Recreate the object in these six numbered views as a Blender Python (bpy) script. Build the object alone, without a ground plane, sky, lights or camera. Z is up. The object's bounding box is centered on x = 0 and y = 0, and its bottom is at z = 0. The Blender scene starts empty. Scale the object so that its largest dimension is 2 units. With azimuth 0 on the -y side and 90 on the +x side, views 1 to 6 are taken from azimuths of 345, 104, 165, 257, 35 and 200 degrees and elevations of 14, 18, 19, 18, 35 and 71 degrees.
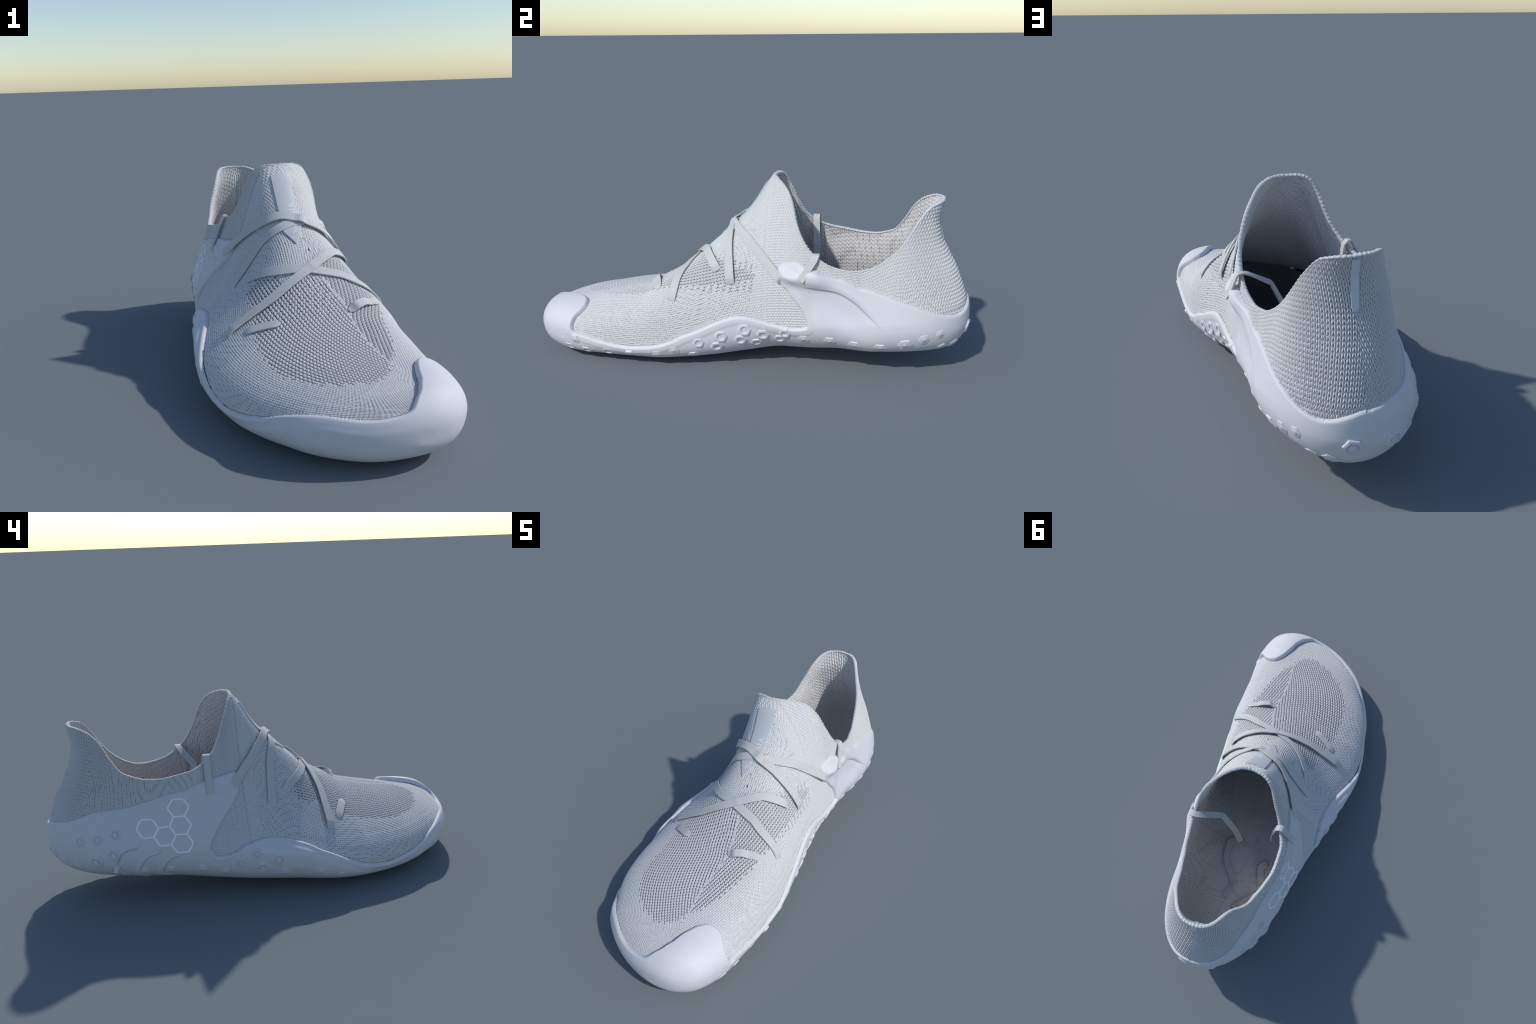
import math, random
import numpy as np

# ------------------------------------------------------------------ body shape
def pchip(knots):
    """monotone cubic through (x, y) knots"""
    k = np.array(sorted(knots), float)
    x, y = k[:, 0], k[:, 1]
    h = np.diff(x); d = np.diff(y) / h
    m = np.zeros(len(x))
    same = d[:-1] * d[1:] > 0
    w1 = 2 * h[1:] + h[:-1]; w2 = h[1:] + 2 * h[:-1]
    with np.errstate(divide="ignore", invalid="ignore"):
        hm = (w1 + w2) / (w1 / d[:-1] + w2 / d[1:])
    m[1:-1] = np.where(same, hm, 0.0)
    m[0], m[-1] = d[0], d[-1]
    def f(q):
        q = np.clip(np.asarray(q, float), x[0], x[-1])
        i = np.clip(np.searchsorted(x, q, side="right") - 1, 0, len(x) - 2)
        t = (q - x[i]) / h[i]
        return ((1 + 2 * t) * (1 - t) ** 2 * y[i] + t * (1 - t) ** 2 * h[i] * m[i]
                + t * t * (3 - 2 * t) * y[i + 1] + t * t * (t - 1) * h[i] * m[i + 1])
    return f

def by_toe(knots):
    """the toe is blunt, so profiles are interpolated over sqrt(distance from the toe tip)"""
    f = pchip([(math.sqrt(max(0.0, y + TOE)), v) for y, v in knots])
    return lambda y: f(np.sqrt(np.clip(np.asarray(y, float) + TOE, 0, None)))

TOE, HEEL, FAN = 0.985, 1.0, 0.45
STEP = 0.0020
RIDGE_Z = by_toe([(-.985,.15),(-.97,.200),(-.93,.233),(-.87,.253),(-.79,.268),(-.72,.279),(-.65,.294),(-.56,.315),(-.45,.344),(-.40,.376),(-.35,.402),(-.30,.433),(-.24,.476),(-.165,.545),(-.08,.622),(0,.700),(.04,.755),(.08,.820),(.12,.875),(.2,1.0),(.3,1.1),(.5,1.15),(1,1.15)])
RIDGE_X = by_toe([(-.985,.16),(-.96,.185),(-.9,.20),(-.75,.17),(-.56,.145),(-.4,.15),(-.3,.12),(-.165,.085),(-.08,.07),(0,.06),(.1,.05),(.3,.05),(.6,.04),(1,.03)])
WIDE_Z = [by_toe([(-.985,.145),(-.9,.15),(-.7,.135),(-.4,.14),(-.2,.18),(0,.24),(.15,.25),(.3,.25),(.6,.27),(1,.30)]),
          by_toe([(-.985,.145),(-.9,.15),(-.7,.135),(-.4,.14),(-.2,.175),(-.1,.205),(0,.214),(.15,.225),(.3,.235),(.6,.27),(1,.30)])]
BOTTOM_Z = by_toe([(-.985,.120),(-.95,.060),(-.9,.032),(-.85,.021),(-.8,.016),(-.7,.014),(-.4,.014),(-.1,.027),(.1,.046),(.3,.064),(.5,.090),(.65,.105),(1,.122)])
BOTTOM_X = by_toe([(-.985,.16),(-.8,.14),(-.5,.02),(-.2,-.03),(.1,-.07),(.3,-.02),(.6,.015),(1,.03)])
MEDIAL_X = by_toe([(-.985,.16),(-.97,.262),(-.94,.311),(-.9,.342),(-.85,.362),(-.77,.379),(-.7,.382),(-.58,.382),(-.4,.376),(-.26,.358),(-.1,.328),(0,.312),(.1,.298),(.2,.291),(.35,.285),(.45,.281),(.65,.294),(1,.297)])
LATERAL_X = by_toe([(-.985,.16),(-.98,.102),(-.962,.018),(-.93,-.062),(-.885,-.136),(-.83,-.201),(-.76,-.251),(-.68,-.303),(-.606,-.338),(-.446,-.380),(-.375,-.388),(-.277,-.393),(-.16,-.382),(-.04,-.360),(.08,-.338),(.21,-.310),(.343,-.284),(.466,-.266),(.6,-.256),(1,-.256)])
LOW_N = [by_toe([(-.985,2.3),(-.8,2.6),(-.4,3.1),(-.15,3.0),(0,2.6),(.2,2.0),(.4,2.0),(.6,2.6),(1,2.6)]),   # medial
         by_toe([(-.985,2.3),(-.8,2.6),(-.4,2.9),(0,2.7),(.3,2.7),(.6,3.0),(1,2.9)])]  # lateral
TOP_N = [by_toe([(-.985,2),(-.8,2.2),(-.35,2.8),(-.22,2.2),(-.08,1.8),(.1,1.66),(.2,1.82),(.3,2.6),(.35,2.8),(.45,2.0),(.55,1.3),(.65,1.15),(.8,1.25),(1,1.3)]),
         by_toe([(-.985,2),(-.8,2.0),(-.5,1.62),(-.35,1.40),(-.2,1.16),(-.08,1.0),(.05,.94),(.14,.94),(.2,1.0),(.27,1.06),(.35,1.19),(.45,1.23),(.55,1.10),(.65,1.0),(.8,.98),(1,1.1)])]
CREST = [by_toe([(-.985,0),(-.4,0),(-.2,.1),(.1,.2),(.3,0),(1,0)]),      # fuller towards the top of the instep
         by_toe([(-.985,0),(-.5,0),(-.3,.35),(-.15,.7),(.1,.9),(.15,1.1),(.2,.55),(.3,0),(.55,0),(.75,.25),(1,.3)])]
HEEL_Y = pchip([(.09,.77),(.105,.825),(.125,.880),(.15,.932),(.20,.965),(.25,.979),(.30,.981),(.35,.973),(.40,.957),(.475,.927),(.553,.885),(.63,.852),(.70,.842),(.765,.853),(.85,.87)])
COLLAR = [pchip([(.115,.864),(.135,.860),(.161,.848),(.193,.826),(.224,.776),(.247,.705),(.277,.638),(.314,.583),(.357,.545),(.403,.518),(.453,.504),(.503,.498),(.554,.504),(.605,.526),(.659,.568),(.711,.628),(.761,.712),(.806,.762),(.827,.770),(.848,.776),(.9,.780)]),
          pchip([(.115,.864),(.13,.852),(.152,.812),(.172,.768),(.197,.704),(.228,.647),(.264,.612),(.305,.588),(.347,.574),(.397,.566),(.445,.558),(.494,.553),(.542,.553),(.592,.564),(.64,.585),(.686,.645),(.729,.720),(.769,.757),(.805,.773),(.835,.779),(.848,.779),(.9,.780)])]

def section(side, y, phi):
    """point of the last at station y; phi 0 = sole centre, .5 = widest, 1 = top; side 0 medial (+x), 1 lateral"""
    y, phi = np.broadcast_arrays(np.asarray(y, float), np.asarray(phi, float))
    q = np.clip((y - FAN) / (HEEL - FAN), 0, 1)
    n = 2.2
    taper = np.clip(1 - q ** n, 0, 1) ** (1 / n)
    xr, xb = RIDGE_X(y), BOTTOM_X(y)
    xw = (MEDIAL_X if side == 0 else LATERAL_X)(y)
    zr, zw, zb = RIDGE_Z(y), WIDE_Z[side](y), BOTTOM_Z(y)
    xc = .03 + .006 * q ** 2
    xw = xc + (xw - xc) * taper; xr = xc + (xr - xc) * taper; xb = xc + (xb - xc) * taper
    a = np.where(phi < .5, phi, 1 - phi) * math.pi        # 0 at the ends .. pi/2 at the widest point
    low, top = LOW_N[side](y), TOP_N[side](y)
    top = top + CREST[side](y) * np.clip((phi - .68) / .27, 0, 1) ** 2
    e = 2 / np.where(phi < .5, low, top)
    c, s = np.clip(np.cos(a), 0, 1) ** e, np.clip(np.sin(a), 0, 1) ** e
    x = np.where(phi < .5, xb + (xw - xb) * s, xr + (xw - xr) * s)
    z = np.where(phi < .5, zw - (zw - zb) * c, zw + (zr - zw) * c)
    def step(a, b, v):
        t = np.clip((v - a) / (b - a), 0, 1)
        return t * t * (3 - 2 * t)
    x = x + .014 * q ** 2 * step(.42, .25, z) * taper                    # heel cup leans inward
    if side == 1:                                                        # outer collar stands wider, its wall slimmer
        w = step(.45, .6, y) * taper
        x = x - .020 * w * step(.50, .64, z) + .012 * step(.15, .3, y) * taper * np.exp(-((z - .41) / .07) ** 2)
    yy = y + (HEEL_Y(z) - HEEL) * q ** 2
    return np.stack([x, yy, z], -1)

# ------------------------------------------------------------------ blender helpers
import bpy
from mathutils import Vector
from mathutils.bvhtree import BVHTree
from mathutils.kdtree import KDTree

rng = np.random.default_rng(7)

def smooth(a, b, x):
    t = np.clip((x - a) / (b - a), 0, 1)
    return t * t * (3 - 2 * t)

def stations(step):
    """station positions, dense where the toe and heel turn"""
    toe = -TOE + np.r_[0, np.linspace(.022, .3, int(.32 / step))] ** 2
    mid = np.linspace(toe[-1], FAN, int((FAN - toe[-1]) / step) + 1)[1:]
    heel = FAN + (HEEL - FAN) * np.sin(np.linspace(0, math.pi / 2, int(.75 / step)))[1:]
    return np.concatenate([toe, mid, heel])

def edge_phi(side, ys):
    """where each section ends: at the ridge, or at the collar line"""
    ph = np.linspace(.5, 1, 900)
    P = section(side, ys[:, None], ph[None])
    over = P[..., 2] - COLLAR[side](P[..., 1])
    over[:, 0] = -1
    over[ys < .085] = -1
    out = np.ones(len(ys))
    for i in np.nonzero(over.max(1) > 0)[0]:
        k = int(np.argmax(over[i] > 0))
        f = over[i, k - 1] / (over[i, k - 1] - over[i, k])
        out[i] = ph[k - 1] + f * (ph[k] - ph[k - 1])
    return out

def half_grid(side, ys, top, low, count):
    """section points evenly spread between phi = top and phi = low"""
    w = np.linspace(0, 1, 400)
    ph = top[:, None] + (low - top)[:, None] * w
    P = section(side, ys[:, None], ph)
    L = np.concatenate([np.zeros((len(ys), 1)), np.cumsum(np.linalg.norm(np.diff(P, axis=1), axis=2), axis=1)], 1)
    even = np.linspace(0, 1, count)
    out = np.empty((len(ys), count))
    for i in range(len(ys)):
        out[i] = np.interp(even * L[i, -1], L[i], ph[i])
    return section(side, ys[:, None], out), out

def quads_of(idx, flip=False):
    a, b, c, d = idx[:-1, :-1], idx[1:, :-1], idx[1:, 1:], idx[:-1, 1:]
    q = np.stack([a, b, c, d] if not flip else [a, d, c, b], -1).reshape(-1, 4)
    return q

def vertex_normals(V, Q):
    n = np.cross(V[Q[:, 2]] - V[Q[:, 0]], V[Q[:, 3 if Q.shape[1] == 4 else 1]] - V[Q[:, 1 if Q.shape[1] == 4 else 0]])
    if Q.shape[1] == 3:
        n = -np.cross(V[Q[:, 2]] - V[Q[:, 0]], V[Q[:, 1]] - V[Q[:, 0]])
    N = np.zeros_like(V)
    for k in range(Q.shape[1]):
        for ax in range(3):
            N[:, ax] += np.bincount(Q[:, k], n[:, ax], minlength=len(V))
    return N / (np.linalg.norm(N, axis=1, keepdims=True) + 1e-12)

def clip_positive(V, T, f, N=None):
    """cut triangles along f = 0 and keep the positive side"""
    n = (f[T] > 0).sum(1)
    def cuts(i, j):
        return np.stack([i, j], -1)
    one, two = T[n == 1], T[n == 2]
    def turn(T, want):
        k = np.argmax((f[T] > 0) == want, 1)
        r = np.arange(len(T))
        return T[r, k], T[r, (k + 1) % 3], T[r, (k + 2) % 3]
    a, b, c = turn(one, True); d, e, g = turn(two, False)
    pairs = np.concatenate([cuts(a, b), cuts(a, c), cuts(e, d), cuts(g, d)])
    if not len(pairs):
        return (V, T[n == 3]) if N is None else (V, T[n == 3], N)
    uniq, inv = np.unique(np.sort(pairs, 1), axis=0, return_inverse=True)
    inv = inv.ravel() + len(V)
    w = (f[uniq[:, 0]] / (f[uniq[:, 0]] - f[uniq[:, 1]]))[:, None]
    mixv = lambda X: np.concatenate([X, X[uniq[:, 0]] * (1 - w) + X[uniq[:, 1]] * w])
    m, k = len(a), len(d)
    ab, ac, de, dg = inv[:m], inv[m:2 * m], inv[2 * m:2 * m + k], inv[2 * m + k:]
    tris = np.concatenate([T[n == 3], np.stack([a, ab, ac], 1), np.stack([e, g, de], 1), np.stack([g, dg, de], 1)])
    return (mixv(V), tris) if N is None else (mixv(V), tris, mixv(N))

def mesh_object(name, V, F, mat, parent, normals=None, flat=False):
    """F: (n,3) or (n,4) array, or a list of faces"""
    me = bpy.data.meshes.new(name)
    if isinstance(F, np.ndarray):
        used = np.unique(F)
        remap = np.full(len(V), -1); remap[used] = np.arange(len(used))
        V, F = V[used], remap[F]
        if normals is not None:
            normals = normals[used]
        me.vertices.add(len(V)); me.vertices.foreach_set("co", np.ascontiguousarray(V, np.float32).ravel())
        k = F.shape[1]
        me.loops.add(F.size); me.loops.foreach_set("vertex_index", F.astype(np.int32).ravel())
        me.polygons.add(len(F)); me.polygons.foreach_set("loop_start", np.arange(0, F.size, k, dtype=np.int32))
        me.update(calc_edges=True); me.validate()
    else:
        me.from_pydata([tuple(v) for v in V], [], F)
        me.update()
    if not flat:
        me.polygons.foreach_set("use_smooth", np.ones(len(me.polygons), bool))
    if normals is not None and len(normals) == len(me.vertices):
        me.normals_split_custom_set_from_vertices(normals.tolist())
    me.materials.append(mat)
    ob = bpy.data.objects.new(name, me)
    bpy.context.scene.collection.objects.link(ob)
    ob.parent = parent
    return ob

# ------------------------------------------------------------------ materials
def material(name, colour, rough, vary=.04, scale=60, bump=0.0, bump_scale=300, sheen=0.0, stretch=(1, 1, 1)):
    m = bpy.data.materials.new(name); m.use_nodes = True
    nt = m.node_tree; nt.nodes.clear()
    N, Lk = nt.nodes.new, nt.links.new
    out = N("ShaderNodeOutputMaterial"); bs = N("ShaderNodeBsdfPrincipled")
    Lk(bs.outputs[0], out.inputs[0])
    co = N("ShaderNodeTexCoord"); mp = N("ShaderNodeMapping"); mp.inputs["Scale"].default_value = stretch
    Lk(co.outputs["Object"], mp.inputs[0])
    no = N("ShaderNodeTexNoise"); no.inputs["Scale"].default_value = scale; no.inputs["Detail"].default_value = 4
    Lk(mp.outputs[0], no.inputs[0])
    ra = N("ShaderNodeValToRGB")
    lo = [c * (1 - vary) for c in colour]; hi = [min(1, c * (1 + vary)) for c in colour]
    ra.color_ramp.elements[0].position, ra.color_ramp.elements[1].position = .35, .65
    ra.color_ramp.elements[0].color = (*lo, 1); ra.color_ramp.elements[1].color = (*hi, 1)
    Lk(no.outputs["Fac"], ra.inputs[0]); Lk(ra.outputs[0], bs.inputs["Base Color"])
    bs.inputs["Roughness"].default_value = rough
    if sheen:
        bs.inputs["Sheen Weight"].default_value = sheen
    if bump:
        nb = N("ShaderNodeTexNoise"); nb.inputs["Scale"].default_value = bump_scale; nb.inputs["Detail"].default_value = 3
        Lk(mp.outputs[0], nb.inputs[0])
        bp = N("ShaderNodeBump"); bp.inputs["Strength"].default_value = bump; bp.inputs["Distance"].default_value = .002
        Lk(nb.outputs["Fac"], bp.inputs["Height"]); Lk(bp.outputs[0], bs.inputs["Normal"])
    return m

RUBBER = material("white_rubber", (.615, .625, .66), .6, .012, 14, .06, 180)
KNIT = material("pale_grey_knit", (.585, .592, .605), .9, .05, 220, .25, 700, .1)
PANEL = material("open_mesh_knit", (.525, .53, .545), .9, .07, 220, .25, 700, .1)
LINING = material("lining_knit", (.64, .635, .645), .9, .06, 160, .25, 500, .1)
LACE = material("flat_woven_lace", (.535, .545, .545), .85, .10, 330, .6, 330)
LABEL = material("printed_label", (.50, .53, .575), .55, .01, 30)
PANEL_GAP_DARK = material("panel_gap_dark_grey", (.36, .365, .38), .95, .05, 220)
KNIT_GAP_SHADE = material("knit_gap_painted_shadow", (.40, .405, .415), .95, .05, 220)
LINING_GAP_DARK = material("lining_gap_darker_grey", (.47, .465, .475), .95, .05, 160)
PRINT = material("white_print", (.72, .73, .76), .5, .01, 30)
STRIP = material("reflective_strip", (.56, .61, .66), .5, .02, 60)
LOGO = material("raised_outline", (.93, .94, .97), .4, .01, 30)

shoe = bpy.data.objects.new("running_shoe", None)
bpy.context.scene.collection.objects.link(shoe)
shoe["label"] = "white knitted low running shoe with rubber sole and toe cap"
shoe["category"] = "shoe"

# ------------------------------------------------------------------ knit upper
YS = stations(STEP)
TOPS = [edge_phi(s, YS) for s in (0, 1)]
NU = 300
halves = [half_grid(s, YS, TOPS[s], np.full(len(YS), .36), NU) for s in (0, 1)]
closed = (TOPS[0] >= 1) & (TOPS[1] >= 1)
S = len(YS)

# one row per station: lateral low .. top | top .. medial low
P = np.concatenate([halves[1][0][:, ::-1], halves[0][0]], 1)
PHI = np.concatenate([halves[1][1][:, ::-1] - 1, 1 - halves[0][1]], 1)
# soften the ridge of the vamp across the section
def blur_rows(A, width):
    k = np.exp(-.5 * (np.arange(-3 * width, 3 * width + 1) / width) ** 2); k /= k.sum()
    pad = np.concatenate([2 * A[:, :1] - A[:, 3 * width:0:-1], A, 2 * A[:, -1:] - A[:, -2:-3 * width - 2:-1]], 1)
    out = np.zeros_like(A)
    for i, w in enumerate(k):
        out += w * pad[:, i:i + A.shape[1]]
    return out
soft = np.where(closed, smooth(-TOE, -.8, YS) * (1 - smooth(.03, .098, YS)), 0)[:, None, None]
P = P * (1 - soft) + blur_rows(P, 9) * soft

idx = np.arange(S * 2 * NU).reshape(S, 2 * NU)
idx[closed, NU] = idx[closed, NU - 1]                  # weld the ridge
idx[-1, NU:] = idx[-1, :NU][::-1]                      # weld the back of the heel
base = P.reshape(-1, 3)
Q = np.concatenate([quads_of(idx[:, :NU]), quads_of(idx[:, NU:])])
if closed.any():                                       # nothing: the two ridge columns are one
    pass
N0 = vertex_normals(base, Q)
mid = base - np.array([.03, 0, .15]); 
if np.median((N0 * np.stack([mid[:, 0], 0 * mid[:, 0], mid[:, 2]], 1)).sum(1)) < 0:
    Q = Q[:, ::-1]; N0 = -N0
N0[idx[-1]] = N0[idx[-1]]
N0g = N0[idx]

# ------------------------------------------------------------------ rubber border, drawn on the last
BORDER = [  # lateral side from the heel to the toe, over the toe cap, medial side back to the heel
    (.05,.985,.343),(0,.975,.350),(-.05,.949,.361),(-.10,.90,.378),(-.128,.842,.398),(-.151,.776,.420),(-.180,.674,.437),(-.207,.573,.460),(-.228,.474,.488),(-.225,.373,.508),(-.200,.268,.530),(-.170,.20,.545),(-.155,.150,.545),(-.157,.122,.518),
    (-.172,.127,.480),(-.195,.154,.438),(-.225,.192,.390),(-.256,.236,.332),(-.280,.279,.273),(-.290,.290,.242),(-.292,.272,.214),(-.300,.235,.212),(-.306,.195,.226),(-.308,.150,.245),(-.306,.100,.263),(-.306,.040,.272),(-.315,-.02,.268),(-.330,-.08,.252),(-.347,-.147,.228),(-.367,-.195,.207),(-.377,-.244,.184),(-.383,-.295,.159),(-.387,-.349,.137),(-.383,-.408,.119),(-.373,-.470,.104),(-.357,-.536,.101),(-.338,-.596,.112),(-.308,-.659,.126),(-.268,-.724,.141),(-.221,-.783,.165),(-.141,-.854,.180),(-.022,-.928,.189),(.06,-.955,.196),
    (.125,-.958,.208),(.165,-.925,.233),(.19,-.885,.248),(.21,-.84,.262),(.225,-.80,.270),(.242,-.762,.275),(.268,-.735,.275),(.298,-.722,.270),(.322,-.727,.258),(.342,-.738,.238),(.357,-.750,.214),(.370,-.764,.190),(.378,-.766,.170),(.382,-.750,.155),(.382,-.716,.145),(.381,-.667,.132),(.380,-.617,.122),(.379,-.55,.112),(.375,-.49,.108),(.368,-.42,.113),(.361,-.34,.130),(.352,-.27,.157),(.342,-.19,.192),(.329,-.127,.226),(.319,-.066,.255),(.310,.004,.273),(.300,.073,.269),(.293,.133,.252),(.289,.201,.236),(.29,.254,.230),(.291,.295,.236),(.291,.308,.256),
    (.290,.287,.301),(.288,.253,.358),(.281,.217,.406),(.276,.192,.43),(.268,.176,.47),(.268,.182,.502),(.270,.206,.517),(.278,.250,.527),(.283,.302,.519),(.282,.345,.500),(.282,.393,.482),(.279,.451,.462),(.265,.51,.443),(.254,.567,.425),(.246,.624,.405),(.245,.68,.388),(.243,.739,.367),(.230,.795,.345),(.204,.853,.323),(.168,.913,.308),(.130,.945,.314),(.09,.970,.329),(.05,.985,.343)]

chart_y = stations(.01)
chart_phi = np.linspace(0, 1, 260)
chart = [section(s, chart_y[:, None], chart_phi[None]).reshape(-1, 3) for s in (0, 1)]
def to_chart(p):
    p = np.array(p)
    best = None
    for s in ((0, 1) if p[1] < -.7 else ((0,) if p[0] > (.05 if p[1] > .9 else .03) else (1,))):
        d = ((chart[s] - p) ** 2).sum(1) + np.where(np.tile(chart_phi, len(chart_y)) < .3, 1, 0)
        if p[1] > .9:                                      # the heel end is steep in the chart: match height first
            d = 6 * (chart[s][:, 2] - p[2]) ** 2 + (chart[s][:, 0] - p[0]) ** 2 + .3 * (chart[s][:, 1] - p[1]) ** 2 + np.where(np.tile(chart_phi, len(chart_y)) < .3, 1, 0)
        i = int(d.argmin())
        if best is None or d[i] < best[0]:
            best = (d[i], chart_y[i // 260], (1 - chart_phi[i % 260]) * (1 if s == 0 else -1))
    return best[1:]
cb = np.array([to_chart(p) for p in BORDER])
cb[0, 0] = cb[-1, 0] = HEEL
end_phi = np.linspace(.4, 1, 800)
cb[0, 1] = -(1 - np.interp(.343, section(1, HEEL, end_phi)[:, 2], end_phi))
cb[-1, 1] = 1 - np.interp(.343, section(0, HEEL, end_phi)[:, 2], end_phi)
def catmull(C, n):
    C = np.concatenate([C[:1], C, C[-1:]])
    t = np.linspace(0, 1, n, endpoint=False)[:, None]
    out = []
    for i in range(1, len(C) - 2):
        a, b, c, d = C[i - 1:i + 3]
        out.append(.5 * (2 * b + (c - a) * t + (2 * a - 5 * b + 4 * c - d) * t ** 2 + (3 * b - a - 3 * c + d) * t ** 3))
    return np.concatenate(out + [C[-1:]])
curve = catmull(cb, 14)
curve[:, 0] = np.clip(curve[:, 0], -TOE, HEEL)
def on_chart(yt):
    m = section(0, yt[:, 0], 1 - np.abs(yt[:, 1])); l = section(1, yt[:, 0], 1 - np.abs(yt[:, 1]))
    return np.where((yt[:, 1] > 0)[:, None], m, l)
border3d = on_chart(curve)
kd = KDTree(len(border3d))
for i, p in enumerate(border3d):
    kd.insert(p, i)
kd.balance()

def inside(poly, X, Y):
    """even-odd test"""
    r = np.zeros(X.shape, bool)
    x0, y0 = poly[-1]
    for x1, y1 in poly:
        if y0 != y1:
            c = ((y1 > Y) != (y0 > Y)) & (X < (x0 - x1) * (Y - y1) / (y0 - y1) + x1)
            r ^= c
        x0, y0 = x1, y1
    return r

def rubber_field(V, st, ph):
    """signed distance to the rubber border: positive on the rubber"""
    d = np.array([kd.find(p)[2] for p in V.tolist()])
    poly = np.concatenate([curve, [[HEEL + .1, curve[-1, 1]], [HEEL + .1, curve[0, 1]]]])
    knit = inside(poly, st, ph)
    return np.where(knit, -d, d)

st_g = np.repeat(YS[:, None], 2 * NU, 1)
near = rubber_field(base[::1], np.clip(st_g.ravel(), None, HEEL), PHI.ravel())

# ------------------------------------------------------------------ stitches
def frac(x):
    return x - np.floor(x)
def stocking(p, r):
    """stocking stitch: columns of nested Vs"""
    d = np.abs(2 * frac(p) - 1)
    g = frac(r + .85 * d)
    return np.clip(np.sin(math.pi * frac(2 * p)), 0, 1) ** .7 * (.22 + .78 * np.sin(math.pi * g) ** .7)
def open_mesh(p, r):
    """rows of loops set off by half a loop, with gaps between"""
    k = np.floor(r)
    a, b = frac(p + .5 * (k % 2)), frac(r)
    return (np.sin(math.pi * a) * np.sin(math.pi * b)) ** .55

def purl(p, r):
    """small staggered loops"""
    k = np.floor(r)
    return (np.sin(math.pi * frac(p + .5 * (k % 2))) * np.sin(math.pi * frac(r))) ** .5

seg = np.linalg.norm(np.diff(P, axis=0), axis=2)
wale = pchip([(-1, .0098), (-.1, .0104), (.1, .0130), (.45, .0130), (.7, .0155), (1, .0160)])
course = pchip([(-1, .0092), (-.3, .0098), (-.1, .0112), (.1, .0118), (.45, .0120), (.7, .0155), (1, .0165)])
start = int(np.argmin(np.abs(YS - .2)))
mids = .5 * (YS[1:] + YS[:-1])
throat = ((mids > .08) & (mids < .30))[:, None]            # round the tongue the columns keep level
seg_eff = np.where(throat, 1.0 * np.diff(YS)[:, None] + 0 * seg, seg)
A = np.concatenate([np.zeros((1, 2 * NU)), np.cumsum(seg_eff / wale(mids)[:, None], 0)])
A -= A[int(np.argmin(np.abs(YS - .081)))]
later = YS > .30
A[later] += (A[np.argmax(later), 0] - A[np.argmax(later)])[None] * 1.0
Apanel = np.concatenate([np.zeros((1, 2 * NU)), np.cumsum(seg, 0)]); Apanel -= Apanel[start]
Apanel = Apanel / .0185
around = np.concatenate([np.zeros((S, 1)), np.cumsum(np.linalg.norm(np.diff(P, axis=1), axis=2), 1)], 1)
# arc length measured upward from the low edge of each side
Bu = np.where(np.arange(2 * NU)[None] < NU, around - around[:, :1], around[:, -1:] - around)
PANEL_XY = [(.07,-.83),(-.05,-.79),(-.13,-.725),(-.19,-.65),(-.212,-.53),(-.213,-.42),(-.205,-.335),(-.16,-.25),(-.185,-.19),(-.172,-.14),(-.118,-.132),(-.065,-.205),(-.02,-.245),(.04,-.235),(.12,-.20),(.19,-.172),(.222,-.12),(.252,-.015),(.268,.09),(.282,.06),(.297,-.12),(.302,-.26),(.287,-.40),(.265,-.50),(.24,-.60),(.20,-.69),(.13,-.80)]
jit = .006
in_panel = inside(np.array(PANEL_XY), P[..., 0] + jit * np.sign(np.sin(Apanel * math.pi)), P[..., 1] + jit * np.sign(np.sin(Bu / .016 * math.pi)))
in_panel &= np.abs(around - around[:, NU - 1:NU]) > .0035     # plain line along the ridge
in_panel &= (P[..., 2] > .22) & (YS[:, None] < .13)
rows = Bu / course(YS)[:, None]
fine = YS[:, None] < .34
plain = np.where(fine, purl(A, rows), stocking(A, rows))
amp = pchip([(-1, .0034), (-.1, .0036), (.2, .0044), (.5, .0048), (.8, .0058), (1, .0060)])(YS)[:, None]
amp = amp * (1 - .6 * ((np.floor(rows) % 4 == 3) * smooth(.2, .0, YS)[:, None] * smooth(.22, .18, Bu)))
meshy = open_mesh(Apanel, Bu / .0150)
gap = np.where(in_panel, meshy - .30, plain - np.where(fine, np.where(YS[:, None] > .06, .13, .25), .20))
gap = np.where(np.abs(YS[:, None] - .081) < .007, 1.0, gap)
height = np.where(in_panel, .0046 * (meshy - .75), amp * (plain - .65))
tuck = smooth(-.004, .006, near.reshape(S, 2 * NU))      # flatten where the rubber covers it
height = height * (1 - tuck) - .002 * tuck
V = base + N0 * height.ravel()[:, None]
V[idx[closed, NU]] = V[idx[closed, NU - 1]]
keep = near[Q].min(1) < .016
Qk = Q[keep]
NV = vertex_normals(V, Qk)
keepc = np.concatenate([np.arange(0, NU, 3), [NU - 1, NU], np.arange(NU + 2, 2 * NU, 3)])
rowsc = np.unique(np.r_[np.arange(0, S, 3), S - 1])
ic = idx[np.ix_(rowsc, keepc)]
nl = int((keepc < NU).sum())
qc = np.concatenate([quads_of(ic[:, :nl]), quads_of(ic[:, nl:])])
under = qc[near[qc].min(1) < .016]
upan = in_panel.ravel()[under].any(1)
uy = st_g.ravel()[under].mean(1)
uzone = np.where(upan, 0, np.where(uy < .02, 1, np.where(uy < .66, 2, 3)))
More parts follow.
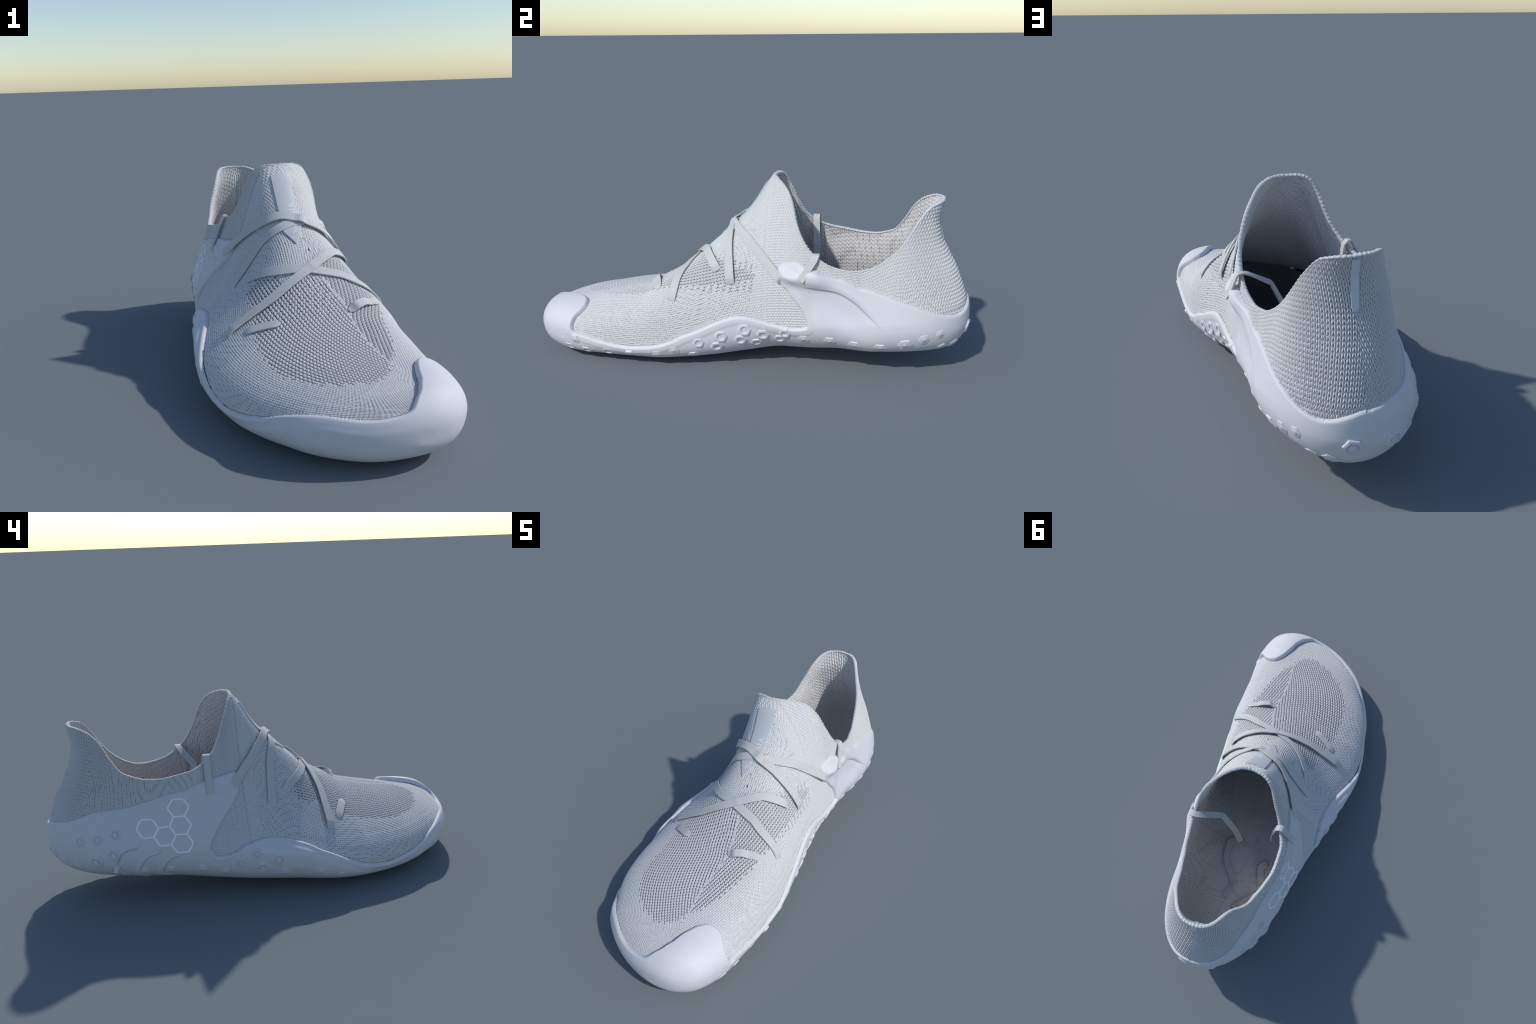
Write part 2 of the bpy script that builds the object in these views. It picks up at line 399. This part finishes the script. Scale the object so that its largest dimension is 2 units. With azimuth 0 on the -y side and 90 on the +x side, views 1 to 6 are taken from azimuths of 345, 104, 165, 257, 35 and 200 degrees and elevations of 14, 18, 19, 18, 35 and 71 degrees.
gapv = np.where(near > -.006, 1.0, gap.ravel())          # no gaps along the rubber
pan = in_panel.ravel()[Qk].all(1)
ymid = st_g.ravel()[Qk].mean(1)
zone = np.where(pan, 0, np.where(ymid < .02, 1, np.where(ymid < .66, 2, 3)))
for k, name, mat in ((0, "mesh_panel", PANEL), (1, "vamp", KNIT), (2, "ankle_collar", KNIT), (3, "heel_counter", KNIT)):
    t = np.concatenate([Qk[zone == k][:, [0, 1, 2]], Qk[zone == k][:, [0, 2, 3]]])
    v_, t_, n_ = clip_positive(V, t, gapv, NV)
    mesh_object(name, v_, t_, mat, shoe, n_)
    # sheet below the loops, darker than they are, seen in the gaps
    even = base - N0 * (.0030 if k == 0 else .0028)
    mesh_object("dark_gap_sheet", even, under[uzone == k], PANEL_GAP_DARK if k == 0 else KNIT_GAP_SHADE, shoe, N0)

skin = BVHTree.FromPolygons(base.tolist(), qc.tolist())
def on_skin(p):
    """nearest point on the knit and its outward direction"""
    q, n, i, d = skin.find_nearest(Vector(p))
    q, n = np.array(q), np.array(n)
    if n @ (q - np.array([.03, q[1], .18])) < 0:
        n = -n
    return q, n

# ------------------------------------------------------------------ lining, seen through the opening
YL = stations(.0034); YL = YL[YL > -.45]
TL = [edge_phi(s, YL) for s in (0, 1)]
NL = 220
hl = [half_grid(s, YL, TL[s], np.zeros(len(YL)), NL) for s in (0, 1)]
cl = (TL[0] >= 1) & (TL[1] >= 1)
PL = np.concatenate([hl[1][0][:, ::-1], hl[0][0]], 1)
SL = len(YL)
il = np.arange(SL * 2 * NL).reshape(SL, 2 * NL)
il[cl, NL] = il[cl, NL - 1]; il[-1, NL:] = il[-1, :NL][::-1]; il[:, -1] = il[:, 0]
bl = PL.reshape(-1, 3)
ql = np.concatenate([quads_of(il[:, :NL]), quads_of(il[:, NL:])])
nl_ = vertex_normals(bl, ql)
if np.median((nl_ * (bl - np.array([.03, 0, .2])) * np.array([1, 0, 1])).sum(1)) < 0:
    ql = ql[:, ::-1]; nl_ = -nl_
sl = np.concatenate([np.zeros((1, 2 * NL)), np.cumsum(np.linalg.norm(np.diff(PL, axis=0), axis=2), 0)]); sl -= sl[int(np.argmin(np.abs(YL - .3)))]
al = np.concatenate([np.zeros((SL, 1)), np.cumsum(np.linalg.norm(np.diff(PL, axis=1), axis=2), 1)], 1)
bul = np.where(np.arange(2 * NL)[None] < NL, al - al[:, :1], al[:, -1:] - al)
lin = stocking(sl / .021, bul / .0205)
hlin = .0075 * (lin - .6)
deep = smooth(.01, .10, al[:, NL - 1:NL] - al[:, :NL]) * .006
deep = np.concatenate([deep, np.zeros_like(deep)], 1)      # the outer wall leans in
VL = bl - nl_ * (.011 + deep.ravel() + hlin.ravel())[:, None]
bed = pchip([(-.5, .07), (0, .10), (.3, .125), (.6, .135), (1, .14)])(VL[:, 1])
low_ = VL[:, 2] < bed
VL[:, 2] = np.where(low_, bed + .25 * (VL[:, 2] - bed) + 0.0, VL[:, 2])
tl_ = np.concatenate([ql[:, [2, 1, 0]], ql[:, [3, 2, 0]]])
glin = np.where(al.ravel() * 0 + np.minimum(np.arange(2 * NL)[None] + 0 * YL[:, None], 0).ravel() > 0, 1, lin.ravel() - .2)
vv, tt = clip_positive(VL, tl_, glin)
mesh_object("lining", vv, tt, LINING, shoe)
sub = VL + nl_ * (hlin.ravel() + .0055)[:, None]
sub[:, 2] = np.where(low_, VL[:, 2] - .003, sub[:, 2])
mesh_object("lining_gap_darker_grey", sub, ql[:, ::-1], LINING_GAP_DARK, shoe)
floor = BVHTree.FromPolygons(VL.tolist(), ql[:, ::-1].tolist())

# ------------------------------------------------------------------ collar binding
def sweep(path, normals, profile, closed_loop=False, bumps=None):
    """profile: (k,2) points in (side, normal) coordinates"""
    path, normals = np.asarray(path, float), np.asarray(normals, float)
    n = len(path)
    tan = np.gradient(path, axis=0) if not closed_loop else np.roll(path, -1, 0) - np.roll(path, 1, 0)
    tan /= np.linalg.norm(tan, axis=1, keepdims=True) + 1e-12
    side = np.cross(tan, normals); side /= np.linalg.norm(side, axis=1, keepdims=True) + 1e-12
    up = np.cross(side, tan)
    prof = np.asarray(profile, float)
    if prof.ndim == 2:
        prof = np.repeat(prof[None], n, 0)
    V = path[:, None] + side[:, None] * prof[..., :1] + up[:, None] * prof[..., 1:]
    k = prof.shape[1]
    ii = np.arange(n * k).reshape(n, k)
    ii = np.concatenate([ii, ii[:, :1]], 1)
    if closed_loop:
        ii = np.concatenate([ii, ii[:1]], 0)
    F = quads_of(ii).tolist()
    if not closed_loop:
        F += [list(range(k))[::-1], [(n - 1) * k + j for j in range(k)]]
    return V.reshape(-1, 3), F

op = np.nonzero(~closed)[0]
rim_m = P[op, NU]; rim_l = P[op, NU - 1]
rim_n = np.concatenate([N0g[op, NU], N0g[op, NU - 1][::-1][1:]])
rim = np.concatenate([rim_m, rim_l[::-1][1:]])
tip = P[op[0] - 1, NU - 1][None]
rim = np.concatenate([tip, rim]); rim_n = np.concatenate([[[0, -.85, .5]], rim_n])
def resample(C, step, *others):
    C = np.asarray(C, float)
    L = np.r_[0, np.cumsum(np.linalg.norm(np.diff(C, axis=0), axis=1))]
    u = np.linspace(0, L[-1], max(2, int(round(L[-1] / step)) + 1))
    out = [np.stack([np.interp(u, L, X[:, i]) for i in range(X.shape[1])], -1) for X in (C, *others)]
    return out if others else out[0]
loop = np.concatenate([rim, rim[:1]]); loop_n = np.concatenate([rim_n, rim_n[:1]])
loop, loop_n = resample(loop, .003, loop, loop_n)[1:]
loop, loop_n = loop[:-1], loop_n[:-1]
def blur_loop(X, w):
    k = np.exp(-.5 * (np.arange(-3 * w, 3 * w + 1) / w) ** 2); k /= k.sum()
    return sum(c * np.roll(X, i - 3 * w, 0) for i, c in enumerate(k))
loop = blur_loop(loop, 2); loop_n = blur_loop(loop_n, 6); loop_n /= np.linalg.norm(loop_n, axis=1, keepdims=True)
ang = np.linspace(0, 2 * math.pi, 10, endpoint=False)
u = np.arange(len(loop)) * .003
beat = np.sin(u / .0165 * 2 * math.pi)[:, None]
uneven = np.interp(u, np.arange(0, u[-1] + .03, .0165), rng.uniform(.3, 1.3, len(np.arange(0, u[-1] + .03, .0165))))[:, None]
beat = beat * uneven
lump = 1 + .34 * beat * np.cos(ang)[None] + .28 * np.abs(beat) - .1
prof = np.stack([.0037 * np.cos(ang)[None] * lump, .0076 * np.sin(ang)[None] * lump], -1)
bv, bf = sweep(loop - loop_n * .0065, loop_n, prof, True)
mesh_object("collar_binding", bv, bf, KNIT, shoe)

# ------------------------------------------------------------------ rubber sole with toe cap and side wings
YR = stations(.0030)
NR = 260
top_r = [np.where(e < 1, e, 1.0) for e in (edge_phi(0, YR), edge_phi(1, YR))]
hr = [half_grid(s, YR, top_r[s], np.zeros(len(YR)), NR) for s in (0, 1)]
PR = np.concatenate([hr[1][0][:, ::-1], hr[0][0]], 1)
PHR = np.concatenate([hr[1][1][:, ::-1] - 1, 1 - hr[0][1]], 1)
SR = len(YR)
ir = np.arange(SR * 2 * NR).reshape(SR, 2 * NR)
cr = (top_r[0] >= 1) & (top_r[1] >= 1)
ir[cr, NR] = ir[cr, NR - 1]; ir[-1, NR:] = ir[-1, :NR][::-1]; ir[0, NR:] = ir[0, :NR][::-1]; ir[:, -1] = ir[:, 0]
br = PR.reshape(-1, 3)
qr = np.concatenate([quads_of(ir[:, :NR]), quads_of(ir[:, NR:])])
nr = vertex_normals(br, qr)
if np.median((nr * (br - np.array([.03, 0, .2])) * np.array([1, 0, 1])).sum(1)) < 0:
    qr = qr[:, ::-1]; nr = -nr
fr = rubber_field(br, np.repeat(YR, 2 * NR), PHR.ravel())
x, y, z = br.T
med = PHR.ravel() > 0

thick = np.full(len(br), .0140)
wing = smooth(.05, .2, y) * smooth(.24, .32, z)
thick += (.0105 - .0140) * wing
cap = smooth(-.58, -.86, y) * smooth(.08, .24, z) * smooth(-.15, .16, x)
thick += .009 * cap * (1 - .6 * smooth(-.9, -.97, y))
# the lace hooks stand out from the wings
def blob(cy, cz, ry, rz, tilt=0.0):
    dy, dz = y - cy, z - cz
    c, s_ = math.cos(tilt), math.sin(tilt)
    return np.exp(-((dy * c + dz * s_) / ry) ** 2 - ((-dy * s_ + dz * c) / rz) ** 2)
thick += np.where(~med, .006, 0) * smooth(.45, .6, y) * smooth(.92, .78, y) * smooth(.30, .2, z)
thick += np.where(med, .026 * blob(.235, .462, .050, .026, -.25) + .026 * blob(.33, .470, .07, .040, -.2), 0)
thick += np.where(~med, .014 * blob(.205, .470, .055, .022, .35), 0)
# medial wing: proud rib above a crease, hollow below it
crease = pchip([(.20, .438), (.244, .436), (.305, .427), (.374, .421), (.44, .408), (.506, .373), (.556, .331), (.615, .280), (.7, .2)])(y)
dz = crease - z
hollow = smooth(-.003, .010, dz) * (1 - smooth(.05, .17, dz)) * smooth(.27, .36, y) * (1 - smooth(.54, .66, y))
thick -= np.where(med, .011 * hollow, 0)
thick += np.where(med, .004 * np.exp(-((dz + .02) / .02) ** 2) * smooth(.25, .35, y) * (1 - smooth(.5, .62, y)), 0)
# outer sole steps out a little under the rolled edge
step_line = smooth(.026, .044, fr)
thick -= (-.003 + .006 * smooth(-.05, .32, x)) * step_line * smooth(.45, .25, y) * (1 - cap) * smooth(.42, .36, PHR.ravel() * 0 + .3)
# carved curls on the outer heel
CURLS = [[(-.26,.591,.285),(-.261,.608,.270),(-.254,.648,.264),(-.246,.677,.243),(-.234,.690,.214),(-.222,.685,.185),(-.21,.665,.160)],
         [(-.275,.505,.257),(-.273,.517,.241),(-.264,.560,.230),(-.251,.586,.202),(-.237,.596,.177),(-.223,.588,.154),(-.211,.568,.133)],
         [(-.283,.436,.221),(-.276,.468,.210),(-.265,.489,.186),(-.252,.499,.163),(-.242,.490,.144),(-.238,.466,.129)]]
for curl in CURLS:
    pts = resample(catmull(np.array(curl), 8), .003)
    box = np.nonzero((~med) & (y > pts[:, 1].min() - .05) & (y < pts[:, 1].max() + .03) & (z > .08) & (z < .31))[0]
    D = np.linalg.norm(br[box][:, None, 1:] - pts[None, :, 1:], axis=2)
    j = D.argmin(1); dm = D[np.arange(len(box)), j]
    taper = np.sin(math.pi * np.clip(j / len(pts), .05, .95)) ** .5
    tg = np.gradient(pts, axis=0)[j]
    sd = np.sign(tg[:, 1] * (br[box, 2] - pts[j, 2]) - tg[:, 2] * (br[box, 1] - pts[j, 1]))
    thick[box] -= .008 * np.exp(-(dm / .0035) ** 2) * taper
    thick[box] += .009 * np.exp(-dm / .02) * taper * (sd > 0)

roll = np.sqrt(np.clip(1 - (1 - np.clip(fr / .012, 0, 1)) ** 2, 0, 1))
lift = -.006 + (thick + .006) * roll
VR = br + nr * lift[:, None]
def relax(V, Q, weight, rounds):
    """even out the places where weight > 0"""
    e = np.concatenate([Q[:, [0, 1]], Q[:, [1, 2]], Q[:, [2, 3]], Q[:, [3, 0]]])
    e = e[(weight[e].max(1) > 0) & (e[:, 0] != e[:, 1])]
    e = np.concatenate([e, e[:, ::-1]])
    cnt = np.bincount(e[:, 0], minlength=len(V)).astype(float)
    for _ in range(rounds):
        m = np.stack([np.bincount(e[:, 0], V[e[:, 1], k], minlength=len(V)) for k in range(3)], 1) / np.maximum(cnt, 1)[:, None]
        V = np.where((cnt > 0)[:, None], V + weight[:, None] * .6 * (m - V), V)
    return V
VR = relax(VR, qr, smooth(-.93, -.965, br[:, 1]) * smooth(.012, .03, fr), 40)
VR[:, 2] = np.maximum(VR[:, 2], .0005)

tr = np.concatenate([qr[:, [0, 1, 2]], qr[:, [0, 2, 3]]])
tr = tr[(fr[tr].max(1) > 0)]
VRc, TRc = clip_positive(VR, tr, fr)
area = np.linalg.norm(np.cross(VRc[TRc[:, 1]] - VRc[TRc[:, 0]], VRc[TRc[:, 2]] - VRc[TRc[:, 0]]), axis=1)
TRc = TRc[area > 1e-12]
sole_bvh = BVHTree.FromPolygons(VRc.tolist(), TRc.tolist())
yc = br[:, 1]
cen = VRc[TRc].mean(1)
NR_all = vertex_normals(VRc, TRc)
def capzone(c):
    return (c[:, 1] < -.70) & (c[:, 2] > .165 + 0 * c[:, 1]) & (c[:, 0] > .10)
wingzone = (cen[:, 1] > .05) & (cen[:, 2] > .235)
cz = capzone(cen)
mesh_object("toe_cap", VRc, TRc[cz], RUBBER, shoe, NR_all)
mesh_object("heel_cup", VRc, TRc[wingzone & ~cz], RUBBER, shoe, NR_all)
sole = mesh_object("sole", VRc, TRc[~wingzone & ~cz], RUBBER, shoe, NR_all)

def on_sole(p):
    q, n, i, d = sole_bvh.find_nearest(Vector(p))
    q, n = np.array(q), np.array(n)
    if n @ (q - np.array([.03, np.clip(q[1], -.75, .7), .2])) < 0:
        n = -n
    return q, n

# ------------------------------------------------------------------ tread lugs
def lug_mesh(name, rings, sides=24):
    a = np.arange(sides) * 2 * math.pi / sides
    hexr = math.cos(math.pi / 6) / np.cos((a % (math.pi / 3)) - math.pi / 6)
    V = []
    for kind, r, h in rings:
        rr = r * (hexr if kind == "hex" else 1.0) * np.ones(sides)
        V += [(rr[i] * math.cos(a[i]), rr[i] * math.sin(a[i]), h) for i in range(sides)]
    F = []
    for k in range(len(rings) - 1):
        for i in range(sides):
            j = (i + 1) % sides
            F.append([k * sides + i, k * sides + j, (k + 1) * sides + j, (k + 1) * sides + i])
    V.append((0, 0, rings[-1][2])); c = len(V) - 1; k = len(rings) - 1
    F += [[k * sides + i, k * sides + (i + 1) % sides, c] for i in range(sides)]
    me = bpy.data.meshes.new(name); me.from_pydata(V, [], F); me.update()
    me.polygons.foreach_set("use_smooth", np.ones(len(F), bool))
    me.set_sharp_from_angle(angle=math.radians(38))
    me.materials.append(RUBBER)
    return me
ring_lug = lug_mesh("ring_lug", [("hex", 1.06, -.45), ("hex", .97, .15), ("hex", .88, .19), ("round", .54, .20), ("round", .50, .18), ("round", .45, .015)])
solid_lug = lug_mesh("solid_lug", [("hex", 1.06, -.45), ("hex", .96, .14), ("hex", .86, .18), ("round", .14, .19), ("round", .10, .22)])
flush_lug = lug_mesh("flush_lug", [("hex", 1.2, -.2), ("hex", 1.1, .14), ("hex", .84, .24), ("hex", .74, .03), ("hex", .56, .03), ("hex", .48, .22)])

def place_lug(me, p, r, lateral=False, stretch=1.0, sink=0.0):
    q, n = on_sole(p)
    along = np.array([0, 1.0, 0]) - n * n[1]
    if np.linalg.norm(along) < .3:
        along = np.array([1.0, 0, 0]) - n * n[0]
    along /= np.linalg.norm(along)
    across = np.cross(n, along)
    ob = bpy.data.objects.new("tread_lug", me)
    from mathutils import Matrix
    q = q - n * sink
    c0, c1, c2 = along * r * stretch, across * r, n * r
    ob.matrix_world = Matrix([[c0[i], c1[i], c2[i], q[i]] for i in range(3)] + [[0, 0, 0, 1]])
    bpy.context.scene.collection.objects.link(ob)
    ob.parent = shoe
    return ob

for p, r in (((.347,-.169,.143), .026), ((.332,-.069,.175), .030), ((.318,.036,.211), .031), ((.303,.116,.185), .031), ((.297,.213,.202), .027),
             ((.321,-.092,.120), .030), ((.314,.016,.154), .030), ((.286,.187,.159), .028), ((.285,.084,.134), .028),
             ((.393,-.824,.126), .022), ((.368,-.797,.070), .026), ((.371,-.710,.058), .027), ((.381,-.601,.060), .028)):
    place_lug(ring_lug, p, r, sink=.004 if p[1] < -.5 else .001)
for p, r in (((.365,-.280,.100), .027), ((.373,-.359,.070), .028), ((.381,-.489,.062), .027), ((.290,.294,.165), .030), ((.288,.410,.160), .031), ((.278,.515,.158), .031), ((.265,.626,.162), .031),
             ((.252,.728,.192), .034), ((.238,.803,.218), .027), ((.213,.866,.236), .023), ((.395,-.752,.118), .026), ((.138,.939,.150), .030), ((.18,.885,.150), .026),
             ((.33,-.20,.06), .028)):
    place_lug(solid_lug, p, r, sink=.003)
for p, r in (((-.186,.845,.305), .018), ((-.212,.771,.315), .019), ((-.226,.695,.335), .019), ((-.207,.782,.219), .024), ((-.240,.706,.249), .022),
             ((-.347,.095,.219), .015), ((-.332,.168,.178), .016), ((-.366,.006,.188), .022), ((-.348,.075,.148), .023), ((.081,.987,.225), .024), ((-.059,.975,.225), .024)):
    place_lug(flush_lug, p, r * 1.2, sink=.001)
for p, r in (((-.109,.929,.195), .026), ((-.151,.867,.180), .026), ((-.215,.696,.175), .027), ((-.235,.580,.160), .027), ((-.258,.470,.150), .027), ((-.288,.336,.145), .028), ((-.305,.234,.125), .026),
             ((-.359,-.023,.110), .028), ((-.382,-.085,.140), .024), ((-.392,-.179,.112), .024), ((-.387,-.275,.080), .022)):
    place_lug(solid_lug, p, r * 1.1, sink=.0025)

# ------------------------------------------------------------------ hexagon mark on the outer side
centres = [(.416, .430), (.414, .356), (.485, .315), (.556, .350), (.413, .279)]
edges = {}
for cy, cz_ in centres:
    c = [(cy + .0470 * math.cos(k * math.pi / 3), cz_ + .0430 * math.sin(k * math.pi / 3)) for k in range(6)]
    for k in range(6):
        a, b = c[k], c[(k + 1) % 6]
        m = ((a[0] + b[0]) / 2, (a[1] + b[1]) / 2)
        if not any(math.hypot(m[0] - o[0], m[1] - o[1]) < .022 for o in edges):
            edges[m] = (a, b)
verts_mark = []
for a, b in list(edges.values()):
    for v in (a, b):
        if not any(math.hypot(v[0] - o[0], v[1] - o[1]) < .02 for o in verts_mark):
            verts_mark.append(v)
def near_mark(v):
    return min(verts_mark, key=lambda o: math.hypot(v[0] - o[0], v[1] - o[1]))
for a, b in edges.values():
    a, b = near_mark(a), near_mark(b)
    path, nrm = [], []
    for t in np.linspace(0, 1, 14):
        yy, zz = a[0] + t * (b[0] - a[0]), a[1] + t * (b[1] - a[1])
        hit = sole_bvh.ray_cast(Vector((-.8, yy, zz)), Vector((1, 0, 0)))
        q = np.array(hit[0]); n = np.array(hit[1]); n = n if n[0] < 0 else -n
        path.append(q + n * .0006); nrm.append(n)
    ring = [(.0044 * math.cos(k * math.pi / 4), .0032 * math.sin(k * math.pi / 4)) for k in range(8)]
    v_, f_ = sweep(path, nrm, ring)
    mesh_object("hexagon_outline", v_, f_, LOGO, shoe)

# ------------------------------------------------------------------ laces
def ribbon(name, via, width=.038, thick=.0066, lift=.006, mat=LACE, ends=(.012, .012), point=(0, 0), surface=on_skin, ride=True, step=.006, flip=1):
    pts = resample(np.array(via, float), step)
    n = len(pts)
    L = np.r_[0, np.cumsum(np.linalg.norm(np.diff(pts, axis=0), axis=1))]
    path, nrm = [], []
    for i, p in enumerate(pts):
        q, m = surface(p)
        if ride:
            up = (p - q) @ m
            want = lift
            if ends[0] and L[i] < .022: want = lift - ends[0] * (1 - L[i] / .022)
            if ends[1] and L[-1] - L[i] < .022: want = lift - ends[1] * (1 - (L[-1] - L[i]) / .022)
            if up < want or L[i] < .03 or L[-1] - L[i] < .03:
                p = q + m * want
        path.append(p); nrm.append(m)
    path, nrm = np.array(path), np.array(nrm)
    for _ in range(3):
        path[1:-1] = .25 * path[:-2] + .5 * path[1:-1] + .25 * path[2:]
        nrm[1:-1] = .25 * nrm[:-2] + .5 * nrm[1:-1] + .25 * nrm[2:]
    w = np.full(n, width / 2)
    if point[0]: w *= np.clip(.45 + .55 * L / point[0], 0, 1)
    if point[1]: w *= np.clip(.45 + .55 * (L[-1] - L) / point[1], 0, 1)
    h = thick / 2; c = .0015
    unit = [(-1, -h + c), (-1, h - c), (-1, h), (1, h), (1, h - c), (1, -h + c), (1, -h), (-1, -h)]
    inset = [0, 0, c, c, 0, 0, c, c]
    prof = np.array([[((wi - ins) * (1 if sx > 0 else -1), hz) for (sx, hz), ins in zip(unit, inset)] for wi in w])
    v, f = sweep(path, nrm, prof)
    ob = mesh_object(name, v, f, mat, shoe, flat=False)
    ob.data.set_sharp_from_angle(angle=math.radians(40))
    return ob

lace_paths = [
    ([(-.158,-.078,.415), (-.03,-.19,.47), (.06,-.235,.49), (.19,-.26,.45), (.322,-.299,.313)], .006),
    ([(-.281,-.266,.261), (-.10,-.27,.39), (.075,-.235,.50), (.18,-.17,.53), (.257,-.096,.459)], .013),
    ([(-.207,-.013,.375), (-.075,-.035,.555), (.036,-.062,.637), (.12,-.062,.65), (.223,.035,.60), (.315,.215,.435)], .006),
    ([(-.203,.193,.450), (-.10,.045,.605), (.015,-.025,.66), (.09,-.07,.66), (.17,-.06,.60), (.287,-.032,.412)], .013),
]
for via, lift in lace_paths:
    ribbon("lace", via, lift=lift)
ribbon("lace", [(-.228,-.318,.288), (-.165,-.35,.308), (-.105,-.38,.325)], .036, .006, .005, ends=(.005, .005), point=(.02, .02))
ribbon("lace", [(.150,-.435,.380), (.22,-.405,.388), (.292,-.366,.358)], .036, .006, .005, ends=(.005, .005), point=(.02, .02))

def free_ribbon(name, via, normals, width=.030, thick=.0065):
    via, normals = np.array(via, float), np.array(normals, float)
    normals /= np.linalg.norm(normals, axis=1, keepdims=True)
    h = thick / 2; w = width / 2
    # mitred bands, straight between the bends as the flat lace folds
    prof = [(-w, -h), (-w, h), (w, h), (w, -h)]
    path, nn = resample(via, .008, via, normals)[1:]
    v, f = sweep(path, nn, prof)
    ob = mesh_object(name, v, f, LACE, shoe)
    ob.data.set_sharp_from_angle(angle=math.radians(40))
    return ob
free_ribbon("lace", [(.322,.285,.460), (.308,.31,.50), (.296,.338,.548), (.288,.345,.566), (.270,.343,.568), (.247,.337,.560), (.152,.283,.495), (.085,.30,.36), (.05,.32,.25)],
            [(1,0,.15), (1,.1,.3), (.9,.1,.5), (.5,0,.9), (0,0,1), (-.3,.1,1), (-.5,.3,.8), (-.6,.6,.4), (-.6,.6,.3)])
free_ribbon("lace", [(-.226,.268,.475), (-.207,.272,.53), (-.178,.272,.605), (-.166,.270,.629), (-.150,.270,.632), (-.135,.272,.615), (-.112,.279,.50), (-.110,.281,.40)],
            [(-1,0,.2), (-1,0,.3), (-.9,0,.4), (-.5,0,.9), (.2,0,1), (1,0,.3), (1,.1,.1), (1,.1,.1)])
def on_floor(p):
    q, n, i, d = floor.find_nearest(Vector(p))
    q, n = np.array(q), np.array(n)
    if n @ (np.array([.03, q[1], .35]) - q) < 0:
        n = -n
    return q, n
for via in ([(.05,.289,.135), (.117,.319,.135), (.103,.412,.135), (.012,.518,.135), (.028,.612,.135)],
            [(-.140,.340,.16), (-.090,.390,.135), (-.128,.485,.14)],
            [(-.15,.52,.17), (-.035,.648,.14)]):
    ribbon("lace", via, .034, .008, .004, ends=(0, 0), surface=on_floor)

# ------------------------------------------------------------------ label on the tongue
def strip_on(surface, rows, thick, lift):
    """rows: (left, right) pairs; a thin slab following the surface"""
    rows = [(np.array(a, float), np.array(b, float)) for a, b in rows]
    across = 13
    top, bot = [], []
    for a, b in rows:
        for t in np.linspace(0, 1, across):
            q, n = surface(a + t * (b - a))
            top.append(q + n * (lift + thick)); bot.append(q + n * (lift - .004))
    V = np.array(top + bot); m = len(rows); o = m * across
    I = np.arange(o).reshape(m, across)
    F = quads_of(I).tolist() + quads_of(I + o, True).tolist()
    edge = list(I[0]) + list(I[1:, -1]) + list(I[-1, ::-1][1:]) + list(I[::-1, 0][1:-1])
    F += [[int(edge[k]), int(edge[(k + 1) % len(edge)]), int(edge[(k + 1) % len(edge)] + o), int(edge[k] + o)] for k in range(len(edge))]
    return V, [[int(i) for i in f] for f in F]
TL_, TR_, BL_, BR_, TIP = (np.array(p) for p in ((.005,.078,.82), (.096,.086,.829), (.009,-.078,.604), (.085,-.074,.627), (.043,-.135,.564)))
rows_ = [(TL_ + t * (BL_ - TL_), TR_ + t * (BR_ - TR_)) for t in np.linspace(0, 1, 30)]
rows_ += [(BL_ + t * (TIP - BL_) , BR_ + t * (TIP - BR_)) for t in np.linspace(.1, .97, 9)]
v_, f_ = strip_on(on_skin, rows_, .0035, .002)
label = mesh_object("label", v_, f_, LABEL, shoe)
label.data.set_sharp_from_angle(angle=math.radians(40))

def wrap_text(body, start, step_vec, up_vec, size):
    """letters laid on the tongue, reading down the label"""
    cu = bpy.data.curves.new("lettering", "FONT"); cu.body = body; cu.size = 1; cu.extrude = .01
    cu.align_x, cu.align_y = "LEFT", "CENTER"; cu.space_character = 1.15
    ob = bpy.data.objects.new("lettering", cu); bpy.context.scene.collection.objects.link(ob)
    dg = bpy.context.evaluated_depsgraph_get()
    me = bpy.data.meshes.new_from_object(ob.evaluated_get(dg))
    bpy.data.objects.remove(ob)
    co = np.array([v.co for v in me.vertices])
    V = []
    for c in co:
        q, n = on_skin(start + step_vec * c[0] * size + up_vec * c[1] * size)
        V.append(q + n * (.0060 + (.0006 if c[2] > 0 else -.002)))
    for v, c in zip(me.vertices, V):
        v.co = c
    me.materials.clear(); me.materials.append(PRINT)
    t = bpy.data.objects.new("lettering", me); bpy.context.scene.collection.objects.link(t); t.parent = shoe
down = (BL_ + BR_ - TL_ - TR_); down /= np.linalg.norm(down)
right = (TR_ - TL_) / np.linalg.norm(TR_ - TL_)
wrap_text("VIVO", TL_ + .52 * (BL_ - TL_) + .60 * (TR_ - TL_), down, right, .042)
wrap_text("ME", BL_ + .55 * (BR_ - BL_) - down * .012, down, right, .036)

# heel strip
def on_heel(p):
    hit = skin.ray_cast(Vector((p[0], 1.3, p[2])), Vector((0, -1, 0)))
    return np.array(hit[0]), np.array([.05, .98, .15])
rows_ = [((.036 - w, .86, zz), (.036 + w, .86, zz)) for zz, w in zip(np.linspace(.768, .605, 24), [.013] * 22 + [.011, .007])]
v_, f_ = strip_on(on_heel, rows_, .0012, .0022)
mesh_object("pull_strip", v_, f_, STRIP, shoe)
